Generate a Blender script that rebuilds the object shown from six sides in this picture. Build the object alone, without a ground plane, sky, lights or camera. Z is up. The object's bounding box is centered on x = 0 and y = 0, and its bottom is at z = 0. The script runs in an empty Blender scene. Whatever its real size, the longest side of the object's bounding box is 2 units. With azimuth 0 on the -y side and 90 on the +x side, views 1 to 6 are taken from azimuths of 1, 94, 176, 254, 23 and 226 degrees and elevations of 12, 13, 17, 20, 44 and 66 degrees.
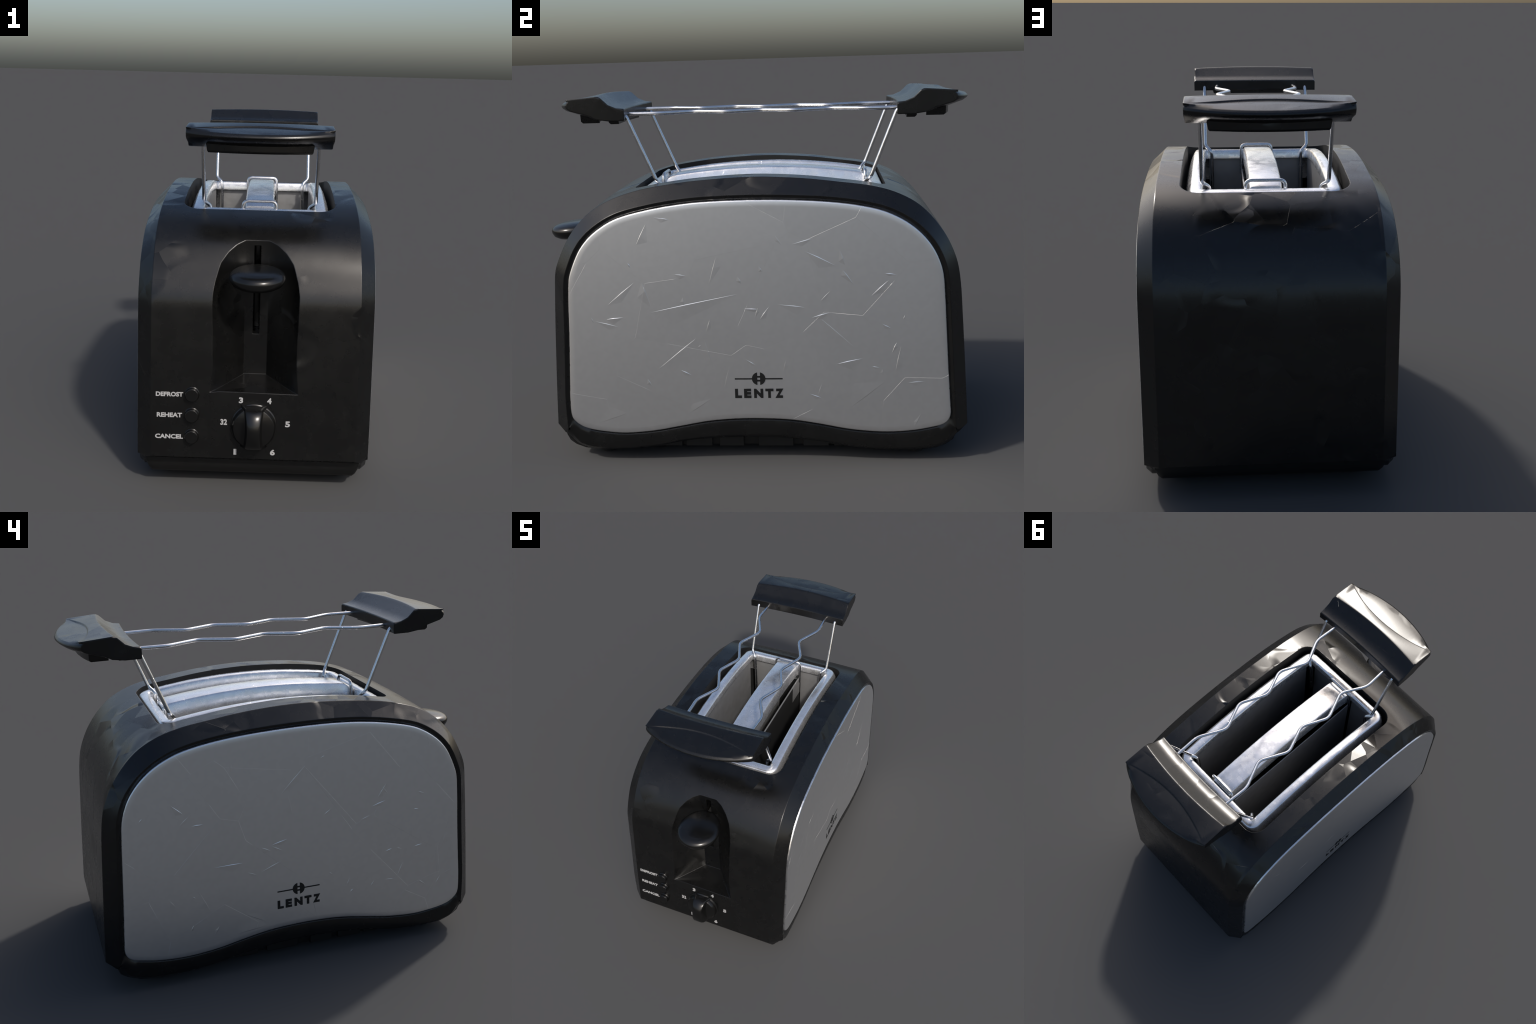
import bpy, bmesh, math, random
from mathutils import Vector, Matrix

random.seed(7)
SCN = bpy.context.scene.collection

# ------------------------------------------------------------------ helpers
def new_mesh(name, verts, faces, mat, parent=None, smooth=30.0, recalc=True):
    me = bpy.data.meshes.new(name)
    me.from_pydata([tuple(v) for v in verts], [], faces)
    if recalc:
        bm = bmesh.new(); bm.from_mesh(me)
        bmesh.ops.recalc_face_normals(bm, faces=bm.faces[:])
        bm.to_mesh(me); bm.free()
    ob = bpy.data.objects.new(name, me)
    SCN.objects.link(ob)
    me.materials.append(mat)
    if parent: ob.parent = parent
    shade(ob, smooth)
    return ob

def shade(ob, angle):
    me = ob.data
    if angle is None:
        me.shade_flat(); return
    me.shade_smooth()
    me.set_sharp_from_angle(angle=math.radians(angle))

def apply_mods(ob):
    dg = bpy.context.evaluated_depsgraph_get()
    me = bpy.data.meshes.new_from_object(ob.evaluated_get(dg))
    ob.modifiers.clear()
    ob.data = me

def catmull(pts, n, closed=False):
    """centripetal-ish Catmull-Rom through pts (tuples); n samples per span"""
    P = [Vector(p) for p in pts]; m = len(P); out = []
    spans = m if closed else m - 1
    for i in range(spans):
        p1, p2 = P[i], P[(i + 1) % m]
        p0 = P[i - 1] if (closed or i > 0) else p1 * 2 - p2
        p3 = P[(i + 2) % m] if (closed or i < m - 2) else p2 * 2 - p1
        d0 = max((p1 - p0).length, 1e-6) ** .5
        d1 = max((p2 - p1).length, 1e-6) ** .5
        d2 = max((p3 - p2).length, 1e-6) ** .5
        t0, t1 = 0, d0; t2 = t1 + d1; t3 = t2 + d2
        for k in range(n):
            t = t1 + (t2 - t1) * k / n
            a1 = p0 * ((t1 - t) / (t1 - t0)) + p1 * ((t - t0) / (t1 - t0))
            a2 = p1 * ((t2 - t) / (t2 - t1)) + p2 * ((t - t1) / (t2 - t1))
            a3 = p2 * ((t3 - t) / (t3 - t2)) + p3 * ((t - t2) / (t3 - t2))
            b1 = a1 * ((t2 - t) / (t2 - t0)) + a2 * ((t - t0) / (t2 - t0))
            b2 = a2 * ((t3 - t) / (t3 - t1)) + a3 * ((t - t1) / (t3 - t1))
            out.append(b1 * ((t2 - t) / (t2 - t1)) + b2 * ((t - t1) / (t2 - t1)))
    if not closed: out.append(P[-1].copy())
    return out

def loft(rings, closed_ring=True, cap=True):
    """faces between consecutive rings of equal length"""
    n = len(rings[0]); V = [v for r in rings for v in r]; F = []
    for i in range(len(rings) - 1):
        for j in range(n if closed_ring else n - 1):
            k = (j + 1) % n
            F.append((i * n + j, i * n + k, (i + 1) * n + k, (i + 1) * n + j))
    if cap:
        F.append(tuple(range(n))[::-1])
        F.append(tuple((len(rings) - 1) * n + j for j in range(n)))
    return V, F

def fillet(pts, r, n=6):
    """round the inner corners of a polyline"""
    P = [Vector(p) for p in pts]; out = [P[0]]
    for i in range(1, len(P) - 1):
        a, b, c = P[i - 1], P[i], P[i + 1]
        d = min(r, (a - b).length * .48, (c - b).length * .48)
        s = b + (a - b).normalized() * d; e = b + (c - b).normalized() * d
        for k in range(n + 1):
            t = k / n
            out.append(s * (1 - t) ** 2 + b * 2 * t * (1 - t) + e * t * t)
    out.append(P[-1]); return out

def tube(pts, r, n=12):
    P = [Vector(p) for p in pts]; rings = []
    T = [(P[min(i + 1, len(P) - 1)] - P[max(i - 1, 0)]).normalized() for i in range(len(P))]
    ref = Vector((1, 0, 0)) if abs(T[0].x) < .9 else Vector((0, 0, 1))
    nrm = (ref - T[0] * ref.dot(T[0])).normalized()
    for p, t in zip(P, T):
        nrm = (nrm - t * nrm.dot(t)).normalized(); bi = t.cross(nrm)
        rings.append([p + (nrm * math.cos(a) + bi * math.sin(a)) * r
                      for a in (2 * math.pi * k / n for k in range(n))])
    return loft(rings)

def wire(name, pts, r, mat, parent, bend=.02):
    V, F = tube(fillet(pts, bend), r)
    return new_mesh(name, V, F, mat, parent, 60)

def merge(parts):
    V, F = [], []
    for v, f in parts:
        o = len(V); V += list(v); F += [tuple(i + o for i in q) for q in f]
    return V, F

def box(x0, x1, y0, y1, z0, z1):
    V = [Vector((x, y, z)) for z in (z0, z1) for y in (y0, y1) for x in (x0, x1)]
    return V, [(0, 2, 3, 1), (4, 5, 7, 6), (0, 1, 5, 4), (2, 6, 7, 3), (0, 4, 6, 2), (1, 3, 7, 5)]

def lathe(profile, n=48, axis='z', centre=(0, 0, 0), scale=(1, 1)):
    """profile: (radius, height) list, closed top and bottom by small rings"""
    rings = []
    for r, h in profile:
        ring = []
        for k in range(n):
            a = 2 * math.pi * k / n
            u, v = r * math.cos(a) * scale[0], r * math.sin(a) * scale[1]
            ring.append(Vector((u, v, h)) if axis == 'z' else Vector((u, -h, v)))
        rings.append(ring)
    V, F = loft(rings)
    c = Vector(centre)
    return [v + c for v in V], F

# ------------------------------------------------------------------ materials
class Nodes:
    def __init__(s, name):
        s.m = bpy.data.materials.new(name); s.m.use_nodes = True
        s.t = s.m.node_tree; s.bsdf = s.t.nodes['Principled BSDF']
        s.co = s.n('ShaderNodeTexCoord').outputs['Object']
    def n(s, kind, **kw):
        nd = s.t.nodes.new(kind)
        for k, v in kw.items(): setattr(nd, k, v)
        return nd
    def put(s, sock, val):
        if isinstance(val, bpy.types.NodeSocket): s.t.links.new(val, sock)
        else: sock.default_value = val
    def math(s, op, a, b=0.0, clamp=False):
        nd = s.n('ShaderNodeMath', operation=op, use_clamp=clamp)
        s.put(nd.inputs[0], a); s.put(nd.inputs[1], b); return nd.outputs[0]
    def vec(s, op, a, b):
        nd = s.n('ShaderNodeVectorMath', operation=op)
        s.put(nd.inputs[0], a); s.put(nd.inputs[1], b)
        return nd.outputs['Value' if op in ('DOT_PRODUCT', 'LENGTH') else 'Vector']
    def noise(s, scale, detail=3, rough=.5, co=None, dist=0.0):
        nd = s.n('ShaderNodeTexNoise'); s.put(nd.inputs['Vector'], co or s.co)
        nd.inputs['Scale'].default_value = scale; nd.inputs['Detail'].default_value = detail
        nd.inputs['Roughness'].default_value = rough; nd.inputs['Distortion'].default_value = dist
        return nd.outputs['Fac']
    def ramp(s, fac, lo, hi, a=0.0, b=1.0):
        nd = s.n('ShaderNodeMapRange', interpolation_type='SMOOTHSTEP')
        s.put(nd.inputs[0], fac)
        for i, v in zip((1, 2, 3, 4), (lo, hi, a, b)): nd.inputs[i].default_value = v
        return nd.outputs[0]
    def mix(s, fac, a, b):
        nd = s.n('ShaderNodeMix', data_type='RGBA')
        s.put(nd.inputs[0], fac); s.put(nd.inputs[6], a); s.put(nd.inputs[7], b); return nd.outputs[2]
    def facets(s, scale, seed=(0, 0, 0), stretch=(1, 1, 1)):
        """randomly tilted flat facets: height that is planar inside each Voronoi cell"""
        mp = s.n('ShaderNodeMapping'); s.put(mp.inputs['Vector'], s.co)
        mp.inputs['Location'].default_value = seed; mp.inputs['Scale'].default_value = stretch
        v = s.n('ShaderNodeTexVoronoi', feature='F1'); s.put(v.inputs['Vector'], mp.outputs[0])
        v.inputs['Scale'].default_value = scale
        d = s.vec('SUBTRACT', mp.outputs[0], v.outputs['Position'])
        t = s.vec('SUBTRACT', v.outputs['Color'], (.5, .5, .5))
        return s.vec('DOT_PRODUCT', d, t)
    def creases(s, scale, width, seed=(0, 0, 0)):
        mp = s.n('ShaderNodeMapping'); s.put(mp.inputs['Vector'], s.co)
        mp.inputs['Location'].default_value = seed
        v = s.n('ShaderNodeTexVoronoi', feature='DISTANCE_TO_EDGE'); s.put(v.inputs['Vector'], mp.outputs[0])
        v.inputs['Scale'].default_value = scale
        return s.ramp(v.outputs['Distance'], 0.0, width, 1.0, 0.0)
    def n_z(s):
        sp = s.n('ShaderNodeSeparateXYZ'); s.put(sp.inputs[0], s.co); return sp.outputs[2]
    def bump(s, height, strength=1.0, dist=1.0, normal=None):
        b = s.n('ShaderNodeBump'); s.put(b.inputs['Height'], height)
        b.inputs['Strength'].default_value = strength; b.inputs['Distance'].default_value = dist
        if normal: s.put(b.inputs['Normal'], normal)
        return b.outputs['Normal']
    def bevel(s, r, samples=6):
        b = s.n('ShaderNodeBevel', samples=samples); b.inputs['Radius'].default_value = r
        return b.outputs['Normal']
    def out(s, **kw):
        for k, v in kw.items(): s.put(s.bsdf.inputs[k.replace('_', ' ')], v)
        return s.m

def c(r, g=None, b=None):
    return (r, g if g is not None else r, b if b is not None else r, 1)

def black_plastic(name, bevel=.006, facet=.16, rough=.27, tone=.004, seed=(0, 0, 0)):
    s = Nodes(name)
    patch = s.math('ADD', s.noise(2.3, 2, co=s.vec('ADD', s.co, seed)), s.ramp(s.n_z(), 1.15, 1.25, 0.0, .05))
    mask = s.ramp(patch, .52, .58)
    h = s.math('MULTIPLY', s.facets(7.5, seed), s.math('MULTIPLY', mask, facet))
    h = s.math('MULTIPLY', h, s.ramp(s.n_z(), .3, 1.2, .35, 1.0))
    wav = s.math('MULTIPLY', s.noise(3, 1), .0010)
    h = s.math('ADD', h, wav)
    nrm = s.bump(h, 1, 1, s.bevel(bevel) if bevel else None)
    grime = s.noise(14, 4, .6)
    col = s.mix(s.ramp(grime, .35, .75), c(tone), c(tone * 1.35, tone * 1.35, tone * 1.3))
    rg = s.ramp(s.noise(7, 4, .6), .3, .75, rough - .015, rough + .03)
    return s.out(Base_Color=col, Roughness=rg, Normal=nrm, Specular_IOR_Level=.5)

def dull_black(name, v=.006, rough=.7):
    s = Nodes(name)
    col = s.mix(s.noise(20, 3), c(v * .7), c(v * 1.3))
    return s.out(Base_Color=col, Roughness=rough)

PM, PR, PB = 1.0, .40, .86
# creases in the steel sheets: (y, z) of both ends
CREASES = {1: [(-0.477, 0.998, -0.409, 1.129), (-0.409, 1.134, -0.308, 1.119), (0.178, 1.000, 0.301, 1.032), (0.239, 0.982, 0.410, 0.897), (0.410, 0.897, 0.470, 0.812), (0.525, 0.765, 0.620, 0.854), (-0.119, 0.981, -0.172, 0.797), (-0.476, 0.699, 0.044, 0.806), (-0.637, 0.725, -0.465, 0.865), (-0.460, 0.859, -0.412, 0.711), (-0.693, 0.677, -0.550, 0.640), (0.051, 0.670, 0.104, 0.744), (0.104, 0.744, 0.268, 0.724), (0.267, 0.721, 0.514, 0.496), (0.514, 0.496, 0.371, 0.464), (-0.447, 0.413, -0.201, 0.613), (-0.201, 0.613, -0.144, 0.387), (-0.024, 0.497, 0.033, 0.460), (-0.082, 0.485, -0.121, 0.325), (0.166, 0.508, 0.149, 0.423), (0.409, 0.237, 0.616, 0.402), (0.666, 0.564, 0.638, 0.420), (-0.719, 0.182, -0.541, 0.245), (0.720, 0.162, 0.756, 0.242), (-0.305, 0.219, -0.147, 0.325)],
           -1: [(0.146, 0.861, -0.046, 1.056), (0.087, 0.912, 0.058, 0.760), (0.243, 0.510, 0.102, 0.568), (0.466, 0.581, 0.293, 0.581), (0.179, 0.644, 0.080, 0.668), (0.635, 0.924, 0.567, 0.861), (0.668, 0.465, 0.623, 0.400), (0.534, 0.501, 0.466, 0.348), (0.330, 0.328, 0.172, 0.238), (0.172, 0.238, 0.388, 0.216), (0.467, 0.218, 0.430, 0.283), (-0.023, 0.367, -0.055, 0.213), (-0.505, 0.454, -0.463, 0.343), (-0.356, 0.791, -0.417, 0.885), (-0.543, 0.664, -0.554, 0.533), (0.772, 0.849, 0.748, 0.878), (-0.711, 0.477, -0.735, 0.590)]}

def brushed_panel(name, sgn, seed):
    s = Nodes(name)
    h = s.math('MULTIPLY', s.facets(3.0, seed), .010)
    h = s.math('ADD', h, s.math('MULTIPLY', s.noise(160, 2), .00005))
    nrm = s.bump(h, 1, 1)
    col = s.mix(s.ramp(s.noise(30, 4, .6), .3, .7), c(PB * .985), c(PB * 1.015))
    return s.out(Base_Color=col, Metallic=PM, Roughness=PR, Normal=nrm)

def chrome(name, tint=.84, rough=.26, metallic=.86, bumpy=.0003, bevel=.004):
    s = Nodes(name)
    h = s.math('ADD', s.math('MULTIPLY', s.noise(9, 3), bumpy * 6), 0.0)
    h = s.math('ADD', h, s.math('MULTIPLY', s.facets(9), bumpy * 12))
    nrm = s.bump(h, 1, 1, s.bevel(bevel))
    col = s.mix(s.ramp(s.noise(18, 4, .6), .35, .7), c(tint), c(tint * 1.08, tint * 1.08, tint * 1.1))
    rg = s.ramp(s.noise(25, 3), .35, .7, rough - .04, rough + .06)
    return s.out(Base_Color=col, Metallic=metallic, Roughness=rg, Normal=nrm)

def paint(name, col, rough=.5):
    s = Nodes(name)
    k = s.mix(s.noise(90, 3), tuple(x * .8 for x in col[:3]) + (1,), col)
    return s.out(Base_Color=k, Roughness=rough)

M_SHELL = black_plastic('black_plastic_shell')
M_HANDLE = black_plastic('black_plastic_handle', bevel=.008, facet=.05, seed=(3, 1, 2))
M_CONTROL = black_plastic('black_plastic_control', bevel=.005, facet=.0, rough=.25, seed=(1, 5, 2))
M_BASE = black_plastic('black_plastic_base', bevel=.004, facet=.02, rough=.45, tone=.004)
M_DARK = dull_black('dark_interior')
M_RUBBER = dull_black('rubber_foot', .008, .8)
M_CHROME = chrome('chrome_frame')
M_WIRE = chrome('chrome_wire', .72, .24, 1, .0004, .002)
M_WALL = chrome('slot_wall_metal', .33, .45, .6, .0004)
M_EDGE = chrome('bright_panel_edge', .85, .30, 1, .0012, .003)  # border ring with its own bright material for the pale rim round the panel
M_WHITE = paint('white_print', c(.40))
M_BLACKPRINT = paint('black_print', c(.004), .5)

# ------------------------------------------------------------------ toaster
toaster = bpy.data.objects.new('toaster', None)
SCN.objects.link(toaster)
toaster['label'] = 'black two-slot toaster with steel side panels and bun rack'
toaster['category'] = 'toaster'

RIDGE_X, SIDE_X, SKIRT_X, FACE_X = .46, .5262, .498, .5314

# side outlines, matched point by point (y, z): panel edge -> ridge of the shell
UPPER = [((-.815, .220), (-.903, .158)), ((-.818, .30), (-.896, .30)), ((-.811, .407), (-.890, .407)),
         ((-.798, .60), (-.878, .60)), ((-.788, .78), (-.865, .782)), ((-.779, .865), (-.854, .885)),
         ((-.756, .929), (-.828, .952)), ((-.721, .997), (-.783, 1.036)), ((-.675, 1.051), (-.718, 1.114)),
         ((-.609, 1.100), (-.650, 1.166)), ((-.544, 1.132), (-.575, 1.204)), ((-.439, 1.160), (-.455, 1.240)),
         ((-.315, 1.182), (-.325, 1.262)), ((-.190, 1.195), (-.195, 1.276)), ((.03, 1.201), (.03, 1.287)),
         ((.25, 1.195), (.25, 1.277)), ((.405, 1.182), (.41, 1.258)), ((.525, 1.162), (.537, 1.240)),
         ((.604, 1.139), (.635, 1.213)), ((.684, 1.098), (.728, 1.166)), ((.748, 1.046), (.792, 1.109)),
         ((.796, .986), (.852, 1.030)), ((.826, .925), (.886, .964)), ((.843, .865), (.9095, .897)),
         ((.851, .781), (.924, .809)), ((.859, .65), (.935, .67)), ((.872, .431), (.951, .43)),
         ((.881, .30), (.960, .28)), ((.884, .225), (.967, .158))]
LOWER = [((.884, .225), (.967, .158)), ((.870, .195), (.915, .128)), ((.845, .178), (.885, .088)),
         ((.800, .166), (.820, .058)), ((.740, .154), (.745, .048)), ((.650, .145), (.650, .046)),
         ((.561, .145), (.560, .049)), ((.437, .157), (.440, .062)), ((.313, .181), (.310, .087)),
         ((.188, .201), (.180, .102)), ((.063, .208), (.060, .109)), ((-.063, .207), (-.060, .109)),
         ((-.190, .196), (-.200, .102)), ((-.318, .172), (-.330, .086)), ((-.439, .150), (-.430, .064)),
         ((-.573, .139), (-.580, .049)), ((-.653, .145), (-.660, .048)), ((-.717, .155), (-.745, .054)),
         ((-.765, .170), (-.802, .078)), ((-.798, .194), (-.848, .124)), ((-.815, .220), (-.903, .158))]
NS = 4
panel_loop = catmull([p for p, _ in UPPER[:-1]] + [p for p, _ in LOWER[:-1]], NS, closed=True)
ridge_up = catmull([r for _, r in UPPER], NS)
ridge_lo = catmull([r for _, r in LOWER], NS)
ridge_loop = ridge_up[:-1] + ridge_lo[:-1]
n_up, n_lo, n_all = len(ridge_up) - 1, len(ridge_lo) - 1, len(ridge_loop)

def blend(a, b, t): return a * (1 - t) + b * t

def edge_loop():
    """outer edge of the chamfered rim, at the plane of the steel panel"""
    out = []
    for i in range(n_all):
        p, r = panel_loop[i], ridge_loop[i]
        d = r - p
        if i < n_up:
            k = i / n_up
            e = p + d.normalized() * .020
            w = max(0, 1 - i / 6) + max(0, 1 - (n_up - i) / 6)      # square bottom corners
            corner = Vector((-.837, .141)) if i < n_up / 2 else Vector((.912, .143))
            e = blend(e, Vector((corner.x - .018 * 0 + (e.x - corner.x) * (1 - min(w, 1)),
                                 corner.y * min(w, 1) + e.y * (1 - min(w, 1)))), min(w, 1))
        else:
            j = i - n_up
            e = p + d.normalized() * .030
            w = max(0, 1 - j / 4) + max(0, 1 - (n_lo - j) / 4)
            corner = Vector((.912, .143)) if j < n_lo / 2 else Vector((-.837, .141))
            e = blend(e, corner, min(w, 1))
        out.append(e)
    return out
rim_loop = edge_loop()

def skirt_x(i):
    """x of the ridge loop: the ridge above, the skirt edge below"""
    if i <= n_up: return RIDGE_X
    j = i - n_up
    t = min(1, min(j, n_lo - j) / 3)
    return RIDGE_X + (SKIRT_X - RIDGE_X) * t

def ring_at(loop, x, shrink=0.0, cx=(.03, .65)):
    return [Vector((x if not callable(x) else x(i), q.x, q.y)) for i, q in enumerate(loop)]

def belly(sgn, i):
    """ring between rim and ridge: lies on the flat chamfer above, swells out on the skirt below"""
    j = min(i - n_up, n_all - i)
    t = max(0, min(1, (j - 1) / 8)) if i > n_up else 0.0
    q = blend(rim_loop[i], ridge_loop[i], .30 + .40 * t)
    flat = SIDE_X + (skirt_x(i) - SIDE_X) * .30
    return Vector((sgn * (flat * (1 - t) + (SIDE_X - .004) * t), q.x, q.y))

def side_rings(sgn):
    inner = [p + (Vector((.03, .66)) - p) * .03 for p in panel_loop]
    return [[Vector((sgn * .500, q.x, q.y)) for q in inner],
            [Vector((sgn * (SIDE_X - .004), q.x, q.y)) for q in [blend(panel_loop[i], rim_loop[i], .25) for i in range(n_all)]],
            [Vector((sgn * SIDE_X, q.x, q.y)) for q in rim_loop],
            [belly(sgn, i) for i in range(n_all)],
            [Vector((sgn * skirt_x(i), q.x, q.y)) for i, q in enumerate(ridge_loop)]]
right, left = side_rings(1), side_rings(-1)
def shoulder(i):
    """how far the front shoulder swells out in the middle of the body"""
    q = ridge_loop[i]
    if i > n_up: return 0.0
    if q.x < -.50: return .010 * max(0, min(1, (-.50 - q.x) / .12)) * max(0, min(1, (q.y - .98) / .12))
    if q.x > .60: return .004 * max(0, min(1, (q.x - .60) / .1)) * max(0, min(1, (q.y - .98) / .1))
    return 0.0
def mid_ring(x):
    b = (1 - (x / RIDGE_X) ** 2) ** .8
    out = []
    for i, q in enumerate(ridge_loop):
        a, c2 = ridge_loop[i - 1], ridge_loop[(i + 1) % n_all]
        t = (c2 - a).normalized(); nrm = Vector((-t.y, t.x))
        w = shoulder(i) * b
        out.append(Vector((x * skirt_x(i) / RIDGE_X, q.x + nrm.x * w, q.y + nrm.y * w)))
    return out
middle = [mid_ring(RIDGE_X * k / 7) for k in range(-6, 7)]
V, F = loft(left + middle + right[::-1])
shell = new_mesh('body_shell', V, F, M_SHELL, toaster, 28)

# cutters ------------------------------------------------------------
def rounded_rect(x0, x1, y0, y1, r, n=8):
    out = []
    for cx, cy, a0 in ((x1 - r, y1 - r, 0), (x0 + r, y1 - r, 90), (x0 + r, y0 + r, 180), (x1 - r, y0 + r, 270)):
        for k in range(n + 1):
            a = math.radians(a0 + 90 * k / n)
            out.append((cx + r * math.cos(a), cy + r * math.sin(a)))
    return out

def cutter(name, V, F):
    ob = new_mesh(name, V, F, M_DARK, None, None)
    return ob

OPEN = rounded_rect(-.360, .360, -.510, .612, .085)
pocket = cutter('pocket_cutter', *loft([[Vector((x, y, z)) for x, y in OPEN] for z in (.25, 1.5)]))

# lever recess: hollow wedge, its walls curve in to a narrow flat back
half = [(.203, -.96), (.203, -.888), (.196, -.862), (.182, -.825), (.160, -.790), (.128, -.762), (.090, -.738), (.052, -.722)]
sec = [(-x, y) for x, y in half] + [(x, y) for x, y in half[::-1]]
def floor_z(y): return .462 + (y + .893) * .17 + max(0, (y + .893)) ** 2 * .2
straight = [(.203, -.96), (.203, -.890), (.190, -.882), (.168, -.860), (.139, -.826), (.108, -.790), (.080, -.757), (.052, -.724)]
low = [(-x, y) for x, y in straight] + [(x, y) for x, y in straight[::-1]]
levels = []
for k, z in enumerate((.46, .60, .75, .90, 1.0, 1.30)):
    t = min(1, max(0, (z - .60) / .35)); t = t * t * (3 - 2 * t)
    levels.append([Vector((a[0] * (1 - t) + b[0] * t, a[1] * (1 - t) + b[1] * t,
                           floor_z(max(a[1], -.92)) if k == 0 else z)) for a, b in zip(low, sec)])
rec = cutter('recess_cutter', *loft(levels))
slot = cutter('slot_cutter', *loft([[Vector((x, y, z)) for x, y in rounded_rect(-.015, .015, -.80, -.60, .006, 3)] for z in (.69, 1.10)]))

def cut(ob, *tools):
    for t in tools:
        md = ob.modifiers.new('cut', 'BOOLEAN'); md.operation = 'DIFFERENCE'; md.solver = 'EXACT'; md.object = t
        apply_mods(ob)
        bpy.data.objects.remove(t)
cut(shell, pocket, rec, slot)
shell.data.materials.clear(); shell.data.materials.append(M_SHELL)
shell.data.materials.append(M_DARK)
for p in shell.data.polygons:
    cpt = p.center
    inside = abs(cpt.x) < .3605 and -.512 < cpt.y < .613 and cpt.z < 1.20 and cpt.z > .249
    p.material_index = 1 if (inside and not (cpt.y < -.6)) else 0
shade(shell, 28)

# ------------------------------------------------------------------ steel side panels
def side_panel(sgn):
    mid = Vector((.03, .66))
    rings = []
    for off, x in ((-.002, .505), (-.002, .5260), (-.0045, .5297), (-.009, .5310), (-.03, FACE_X)):
        ring = []
        for i, p in enumerate(panel_loop):
            a, b = panel_loop[i - 1], panel_loop[(i + 1) % n_all]
            t = (b - a).normalized(); nrm = Vector((-t.y, t.x))
            if nrm.dot(p - mid) < 0: nrm = -nrm
            q = p + nrm * off
            ring.append(Vector((sgn * x, q.x, q.y)))
        rings.append(ring)
    V, F = loft(rings)
    ob = new_mesh('side_panel', V, F, brushed_panel('brushed_steel_panel', sgn, (2, 7, 1) if sgn > 0 else (4, 3, 9)), toaster, 40)
    ob.data.materials.append(M_EDGE)
    for p in ob.data.polygons:
        if p.index < 2 * n_all: p.material_index = 1
    return ob
panels = {s: side_panel(s) for s in (1, -1)}

def panel_creases(sgn):
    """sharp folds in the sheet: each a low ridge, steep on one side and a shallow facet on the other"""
    rng = random.Random(21 + sgn); V, F = [], []
    x0 = FACE_X - .0003
    def P(y, z, lift=0.0): return Vector((sgn * (x0 + lift), y, z))
    scuffs = []
    for _ in range(26):
        y, z, a, L = rng.uniform(-.70, .74), rng.uniform(.27, 1.04), rng.uniform(0, math.pi), rng.uniform(.025, .10)
        if abs(y - .04) < .16 and z < .46: continue          # keep the logo clear
        scuffs.append((y, z, y + L * math.cos(a), z + L * math.sin(a)))
    for y0, z0, y1, z1 in CREASES[sgn] + scuffs:
        d = Vector((y1 - y0, z1 - z0)); L = d.length; d /= L; n = Vector((-d.y, d.x))
        if (n.y > 0) != (min(z0, z1) < .26): n = -n        # steep flank mostly turned up
        m = Vector((y0 + y1, z0 + z1)) / 2 + d * L * rng.uniform(-.15, .15)
        wide = min(.10, L * rng.uniform(.18, .45)); h = rng.uniform(.0005, .0012)
        cc = m + n * wide + d * L * rng.uniform(-.2, .2); nn = m - n * rng.uniform(.003, .005)
        o = len(V)
        V += [P(y0, z0), P(y1, z1), P(m.x, m.y, h + .0003), P(nn.x, nn.y), P(cc.x, cc.y)]
        F += [(o, o + 2, o + 3), (o + 2, o + 1, o + 3), (o, o + 4, o + 2), (o + 2, o + 4, o + 1), (o, o + 3, o + 1, o + 4)]
    ob = new_mesh('panel_crease', V, F, panels[sgn].data.materials[0], panels[sgn], None)
    ob['kind'] = 'stuff'
for s_ in (1, -1): panel_creases(s_)

def text_mesh(body, size, depth, bold=0.0):
    cu = bpy.data.curves.new('lettering', 'FONT')
    cu.body = body; cu.size = size; cu.extrude = depth; cu.align_x = 'CENTER'; cu.align_y = 'CENTER'
    cu.offset = bold; cu.resolution_u = 3
    tmp = bpy.data.objects.new('lettering', cu); SCN.objects.link(tmp)
    dg = bpy.context.evaluated_depsgraph_get()
    me = bpy.data.meshes.new_from_object(tmp.evaluated_get(dg))
    bpy.data.objects.remove(tmp)
    return me

def place_text(name, body, size, mat, parent, M, width=None, height=None, bold=0.0, depth=.0015):
    me = text_mesh(body, size, depth, bold)
    xs = [v.co.x for v in me.vertices]; ys = [v.co.y for v in me.vertices]
    w, h = max(xs) - min(xs), max(ys) - min(ys)
    S = Matrix.Diagonal((width / w if width else 1, height / h if height else 1, 1, 1))
    me.transform(M @ S @ Matrix.Translation((-(max(xs) + min(xs)) / 2, -(max(ys) + min(ys)) / 2, 0)))
    me.materials.clear(); me.materials.append(mat)
    ob = bpy.data.objects.new(name, me); SCN.objects.link(ob); ob.parent = parent
    return ob

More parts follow.
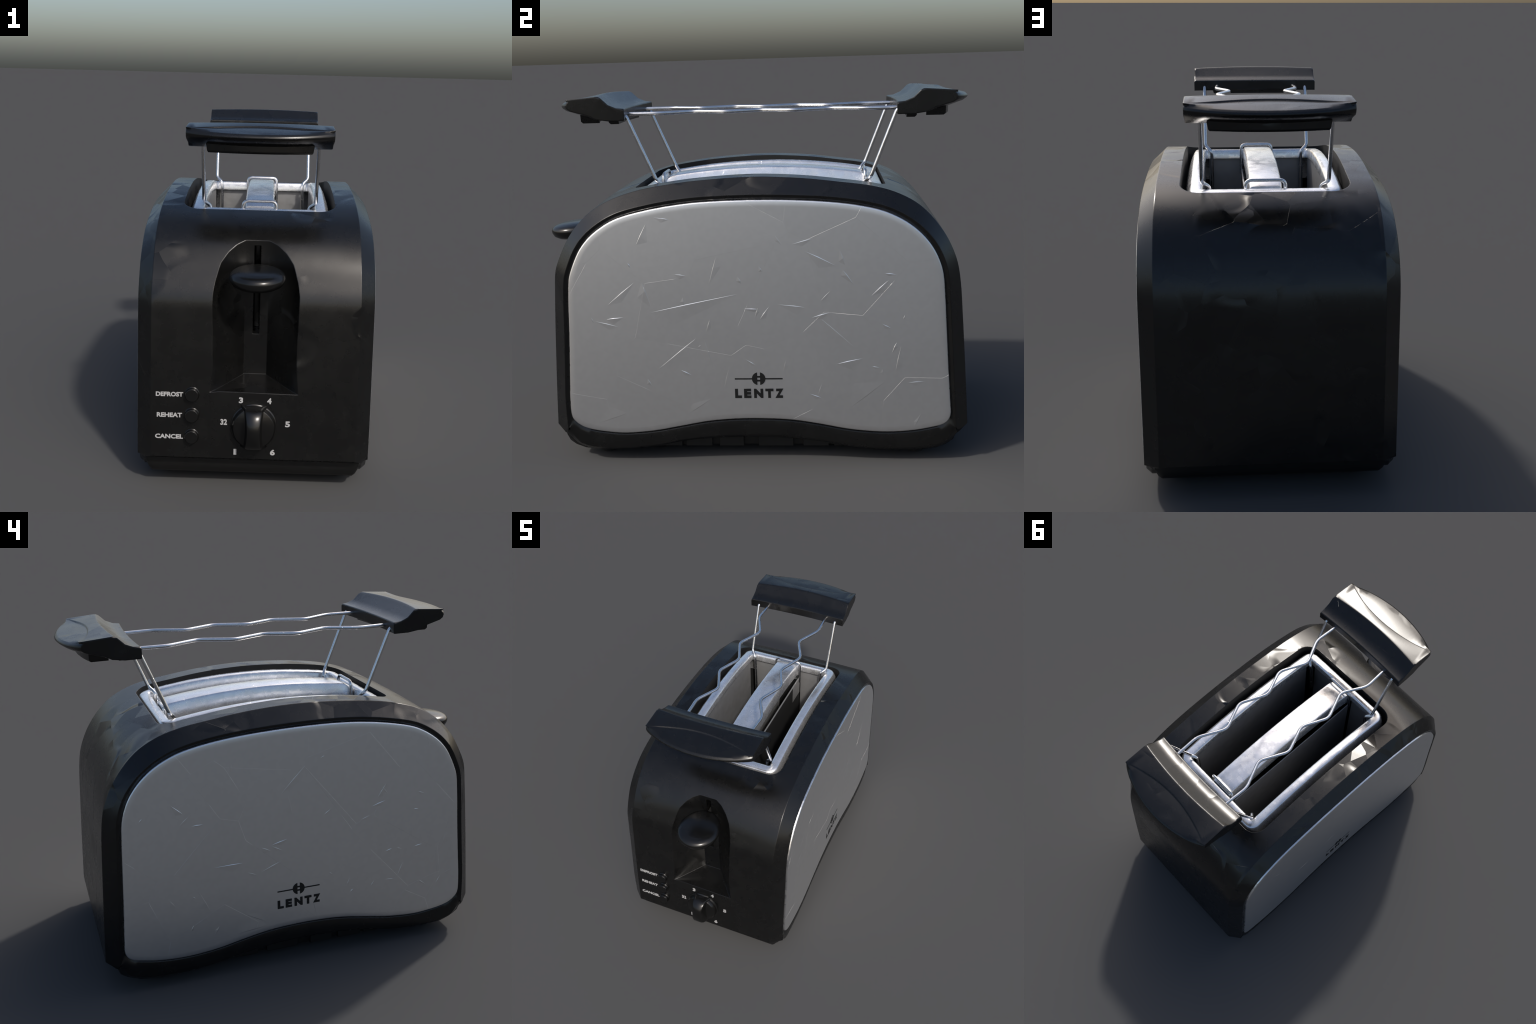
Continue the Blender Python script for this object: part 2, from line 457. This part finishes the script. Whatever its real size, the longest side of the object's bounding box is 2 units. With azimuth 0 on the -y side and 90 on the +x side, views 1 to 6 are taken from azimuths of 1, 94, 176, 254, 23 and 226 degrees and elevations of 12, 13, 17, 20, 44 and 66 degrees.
# logo on both panels: split disc on a bar above the maker's word
def logo(sgn):
    par = panels[sgn]
    X = sgn * FACE_X
    R = Matrix(((0, 0, sgn, 0), (sgn, 0, 0, 0), (0, 1, 0, 0), (0, 0, 0, 1)))    # text x -> +-y, text y -> z
    def at(y, z): return Matrix.Translation((X, y, z)) @ R
    letters = [('L', -.052, .030), ('E', -.011, .032), ('N', .038, .041), ('T', .086, .036), ('Z', .130, .036)]
    for ch, y, w in letters:
        yy = y if sgn > 0 else .08 - y
        place_text('logo_letter', ch, .06, M_BLACKPRINT, par, at(yy, .332), w, .044, .0042)
    parts = []
    for half_sgn in (-1, 1):
        ring = []
        for k in range(25):
            a = math.radians(-78 + 156 * k / 24)
            ring.append((half_sgn * max(.0045, .030 * math.cos(a)), .030 * math.sin(a)))
        parts.append(loft([[Vector((X + sgn * d, .040 + u, .401 + v)) for u, v in ring] for d in (-.001, .0015)]))
    parts.append(box(X - .001, X + .0015, .033, .047, .406, .414))
    parts.append(box(X - .001, X + .0015, .033, .047, .388, .396))
    for y0, y1 in ((-.066, .012), (.068, .146)):
        parts.append(box(X - .001, X + .0012, y0, y1, .3975, .4035))
    V, F = merge(parts)
    new_mesh('logo_emblem', V, F, M_BLACKPRINT, par, None)
logo(1); logo(-1)

# ------------------------------------------------------------------ base, vents and feet
BASE = [(-.864, .150), (-.863, .105), (-.850, .072), (-.825, .053), (-.780, .036), (-.720, .030), (-.62, .030), (-.55, .030), (-.48, .030),
        (-.38, .040), (-.28, .045), (-.18, .046), (.03, .046), (.24, .046), (.34, .045), (.45, .040), (.53, .030), (.62, .030), (.70, .030), (.775, .030), (.830, .038), (.875, .056), (.905, .078), (.917, .110), (.918, .150)]
def arch(y):
    """height of the open arch under the skirt on the long sides"""
    t = max(0, 1 - ((y - .03) / .62) ** 2); return .028 + .082 * t ** .8
rings = []
for x, lift, pull in ((.487, .055, .012), (.484, .030, .006), (.472, .010, .002), (.458, 0, 0), (.447, 0, 0), (.440, 0, 0)):
    ring = []
    for y, z in BASE:
        yy = .03 + (y - .03) * (1 - pull)
        zz = min(.150, z + lift * (1 if z < .1 else .4))
        if x > .445 and -.6 < y < .66: zz = max(zz, arch(y))
        ring.append(Vector((x, yy, zz)))
    ring += [Vector((x, .918 * (1 - pull * .9), .20)), Vector((x, -.862 * (1 - pull * .9), .20))]
    rings.append(ring)
rings += [[Vector((-v.x, v.y, v.z)) for v in ring] for ring in rings[::-1]]
V, F = loft(rings)
base = new_mesh('base', V, F, M_BASE, toaster, 35)

ribs = []
for sgn in (1, -1):
    for y0, y1 in ((-.43, -.33), (-.31, -.19), (-.155, -.044), (.026, .184), (.23, .345), (.370, .475)):
        ribs.append(box(sgn * .447 - .008, sgn * .447 + .008, y0, y1, .044, .105))
V, F = merge(ribs)
new_mesh('vent_rib', V, F, M_BASE, toaster, None)

foot_v, foot_f = lathe([(.030, 0.0), (.037, .003), (.041, .012), (.043, .05)], 28)
foot_me = None
for sx in (1, -1):
    for y in (-.690, .745):
        if foot_me is None:
            f = new_mesh('foot', foot_v, foot_f, M_RUBBER, toaster, 40); foot_me = f.data
        else:
            f = bpy.data.objects.new('foot', foot_me); SCN.objects.link(f); f.parent = toaster
        f.location = (sx * .392, y, 0)

# ------------------------------------------------------------------ chrome frame and slots
def frame_z(y): return 1.270 - .178 * (y - .058) ** 2
def frame_ring(d, dz, zabs=None, flare=0.0):
    pts = rounded_rect(-.320 + d - flare, .320 - d + flare, -.487 + d, .603 - d, max(.062 - d, .012), 10)
    out = []
    # subdivide the long sides so that they can arch
    full = []
    for i, p in enumerate(pts):
        q = pts[(i + 1) % len(pts)]
        L = math.hypot(q[0] - p[0], q[1] - p[1]); m = 24 if L > .3 else 1
        for k in range(m): full.append((p[0] + (q[0] - p[0]) * k / m, p[1] + (q[1] - p[1]) * k / m))
    return [Vector((x, y, (frame_z(y) + dz) if zabs is None else zabs)) for x, y in full]
rings = [frame_ring(a[0], a[1], None, a[2]) for a in (
    (0, -.16, .030), (0, -.065, .022), (0, -.030, .010), (0, -.014, .002), (.005, -.004, 0), (.013, .0, 0), (.042, .0, 0),
    (.050, -.003, 0), (.055, -.012, 0), (.056, -.05, 0), (.050, -.05, 0), (.046, -.018, 0), (.020, -.014, 0), (.008, -.03, 0), (.008, -.16, .02))]
V, F = loft(rings + [rings[0]], cap=False)
frame = new_mesh('slot_frame', V, F, M_CHROME, toaster, 50)

def bridge_z(y): return 1.280 - .165 * (y - .06) ** 2
ys = [-.415 + (.545 + .415) * k / 30 for k in range(31)]
sec = [(-.064, -.092), (-.070, -.087), (-.070, -.012), (-.064, -.003), (-.052, 0), (.052, 0), (.064, -.003), (.070, -.012), (.070, -.087), (.064, -.092)]
rings = []
for k, y in enumerate(ys):
    drop = .012 if k in (0, 30) else 0
    rings.append([Vector((x, y, bridge_z(y) + z - drop)) for x, z in sec])
V, F = loft(rings)
new_mesh('centre_bridge', V, F, M_CHROME, toaster, 40)

def plate(name, b): return new_mesh(name, *box(*b), M_WALL, toaster, None)
def arched_plate(name, x0, x1, y0, y1, z0, top):
    n = 24; rings = []
    for k in range(n + 1):
        y = y0 + (y1 - y0) * k / n; z = top(y)
        rings.append([Vector((x0, y, z0)), Vector((x1, y, z0)), Vector((x1, y, z)), Vector((x0, y, z))])
    return new_mesh(name, *loft(rings), M_WALL, toaster, None)
for s in (1, -1):
    a, b = sorted((s * .270, s * .278))
    arched_plate('slot_side_wall', a, b, -.395, .512, .30, lambda y: frame_z(y) - .02)
    a, b = sorted((s * .074, s * .080))
    g = plate('slot_guard_plate', (a, b, -.42, .545, .30, 1.122))
    if s > 0:      # dark except for its grey rear end and top edge
        g.data.materials.clear(); g.data.materials.append(M_DARK)
        plate('guard_edge', (a - .001, b + .001, -.42, .42, 1.120, 1.126))
        plate('guard_edge', (a - .001, b + .001, .42, .545, 1.00, 1.126))
    a, b = sorted((s * .078, s * .250))
    plate('slot_end_wall', (a, b, -.460, -.452, .30, 1.205))
    plate('slot_end_wall', (a, b, .568, .576, .30, 1.205))
new_mesh('slot_floor', *box(-.31, .31, -.48, .60, .27, .30), M_DARK, toaster, None)

# ------------------------------------------------------------------ bun warming rack
WR = .0088
def staple(y, w):
    return wire('bridge_staple', [(-w, y - .004, 1.10), (-w, y, 1.256), (w, y, 1.256), (w, y - .004, 1.10)], .0078, M_WIRE, toaster, .028)
staple(-.417, .080); staple(.533, .085)

rack = bpy.data.objects.new('warming_rack', None); SCN.objects.link(rack); rack.parent = toaster
ZR = 1.5485
for s in (1, -1):
    zig = [(s * .197, -.60), (s * .199, -.53), (s * .206, -.395), (s * .133, -.256), (s * .203, -.095), (s * .137, .052),
           (s * .205, .210), (s * .131, .366), (s * .205, .522), (s * .199, .655), (s * .197, .73)]
    wire('zigzag_rod', [(x, y, ZR) for x, y in zig], WR, M_WIRE, rack, .03)
    wire('rack_leg', [(s * .267, -.60, 1.552), (s * .267, -.538, 1.546), (s * .267, -.415, 1.250), (s * .238, -.394, 1.226),
                      (s * .234, -.400, 1.19), (s * .234, -.412, .95)], WR, M_WIRE, rack, .014)
    wire('rack_leg', [(s * .267, .73, 1.552), (s * .267, .664, 1.546), (s * .267, .548, 1.252), (s * .238, .524, 1.228),
                      (s * .234, .520, 1.19), (s * .234, .530, .95)], WR, M_WIRE, rack, .014)

MID = .063     # mirror plane between the two handles
HW = .320
def rack_handle(sgn):
    """sgn -1: front handle, +1: its mirror image at the rear"""
    rings = []
    n = 28
    xs = [-HW + 2 * HW * k / n for k in range(n + 1)]
    xs = [-HW + .0] + [-HW + .006] + xs[1:-1] + [HW - .006] + [HW]
    for j, x in enumerate(xs):
        t = x / HW; b = 1 - t * t
        bo = b ** .85
        pinch = .006 if j in (0, len(xs) - 1) else 0.0
        yi = .596 + .012 * b; yr = .709 + .024 * b; yo = .853 + .0845 * bo
        yc = .853 - .065 * b
        zr = 1.633 + .0065 * b; zo = 1.619 - .010 * b
        zc = zr + (zo + .004 - zr) * min(1, max(.15, (yc - yr) / .145)) + .000
        step = .006 * min(1, b * 1.6)
        yc2 = yc + .003 * min(1, b * 3) + .001
        sec = [(yi, 1.576 - pinch), (yi + .004, 1.579 - pinch), (yi + .035, 1.582), (yi + .070, 1.597), (yr - .012, zr - .006), (yr, zr - pinch), (yr + .012, zr),
               (max(yc, yr + .016), zc), (max(yc2, yr + .019), zc - step), (yc2 * .5 + yo * .5, (zc - step) * .5 + (zo - step * .6) * .5 + .001),
               (yo - .012, zo - .004 - step * .5), (yo - .003, zo - .012 - step * .5), (yo, zo - .022),
               (yo - .004, 1.583), (yo - .018, 1.573), (yo - .10, 1.550 - .008 * b), (yi + .13, 1.534), (yi + .075, 1.526), (yi + .004, 1.526), (yi, 1.530)]
        rings.append([Vector((x * (1 - pinch * .0), MID + sgn * (y + pinch * (0)), z)) for y, z in sec])
    V, F = loft(rings)
    h = new_mesh('rack_handle', V, F, M_HANDLE, rack, 24)
    # clip below the grip: bowed outer wall, inner lip, open at the ends
    parts = []
    def wall(y_of, thick, ztop, zbot, w):
        rr = []
        for k in range(17):
            x = -w + 2 * w * k / 16; b = 1 - (x / w) ** 2
            y = y_of(b)
            taper = 1 - .05
            rr.append([Vector((x, MID + sgn * y, ztop)), Vector((x, MID + sgn * (y - thick), ztop)),
                       Vector((x * taper, MID + sgn * (y - thick), zbot)), Vector((x * taper, MID + sgn * (y - .008), zbot)),
                       Vector((x * (taper + .02), MID + sgn * y, zbot + .008))])
        return loft(rr)
    parts.append(wall(lambda b: .815 + .035 * b, .085, 1.565, 1.513, .238))
    parts.append(wall(lambda b: .690 + .010 * b, .045, 1.545, 1.506, .230))
    V, F = merge(parts)
    new_mesh('handle_clip', V, F, M_HANDLE, h, 30)
rack_handle(-1); rack_handle(1)

# ------------------------------------------------------------------ controls on the front
LV = [(.004, -.044), (.06, -.042), (.092, -.035), (.112, -.023), (.1215, -.006), (.1235, .006), (.119, .017), (.108, .025), (.092, .030), (.078, .0320), (.075, .0330), (.004, .0335)]
lv, lf = lathe(LV, 56)
lever = new_mesh('lever', [Vector((v.x, v.y * (1.0 if v.y < 0 else 1.25), v.z + .075 * v.y)) + Vector((.003, -.8765, .987)) for v in lv], lf, M_CONTROL, toaster, 40)
new_mesh('lever_stem', *box(-.011, .011, -.80, -.64, .955, 1.0), M_DARK, lever, None)

def front_y(z): return -.903 + (z - .158) * .0535
FT = math.atan(.0535)
def on_front(x, z, proud=.0):
    """matrix: local x -> x, local y -> up the front face, local z -> out of it (-y)"""
    R = Matrix.Rotation(math.radians(90), 4, 'X')
    return Matrix.Translation((x, front_y(z) - proud, z)) @ Matrix.Rotation(-FT, 4, 'X') @ R

def place(ob, M): ob.matrix_local = M; return ob
KN = .312
kb_v, kb_f = lathe([(.104, -.01), (.104, .004), (.098, .008), (.097, .022), (.090, .034), (.060, .042), (.004, .046)], 48)
knob = new_mesh('browning_knob', kb_v, kb_f, M_CONTROL, toaster, 35)
place(knob, on_front(.003, KN))
# grip: a rounded fin across the knob
rings = []
for k in range(25):
    a = math.radians(180 * k / 24); u = -.096 * math.cos(a); h = .012 + .098 * math.sin(a) ** .7 * .94
    w = .028 + .010 * math.cos(a) ** 2
    rings.append([Vector((-w - .022, u, 0)), Vector((-w - .007, u, h * .5)), Vector((-w, u, h - .006)), Vector((-w + .008, u, h)),
                  Vector((w - .008, u, h)), Vector((w, u, h - .006)), Vector((w + .007, u, h * .5)), Vector((w + .022, u, 0))])
grip = new_mesh('knob_grip', *loft(rings), M_CONTROL, knob, 40)

bt_v, bt_f = lathe([(.034, -.01), (.034, .002), (.0305, .004), (.0305, .018), (.028, .022), (.004, .022)], 32)
bt_me = None
for z in (.452, .356, .258):
    if bt_me is None:
        b = new_mesh('push_button', bt_v, bt_f, M_CONTROL, toaster, 35); bt_me = b.data
    else:
        b = bpy.data.objects.new('push_button', bt_me); SCN.objects.link(b); b.parent = toaster
    place(b, on_front(-.274, z))

for word, z, x0, x1 in (('DEFROST', .450, -.436, -.314), ('REHEAT', .354, -.431, -.318), ('CANCEL', .254, -.438, -.312)):
    place_text('button_label', word, .03, M_WHITE, toaster, on_front((x0 + x1) / 2, z, .0008), x1 - x0, .021, .0012, .0012)
for word, x, z, w in (('32', -.131, .328, .030), ('3', -.056, .431, .019), ('4', .070, .431, .020), ('5', .154, .326, .022), ('1', -.078, .190, .013), ('6', .090, .192, .022)):
    place_text('dial_number', word, .03, M_WHITE, toaster, on_front(x, z, .0008), w, .027, .0012, .0012)
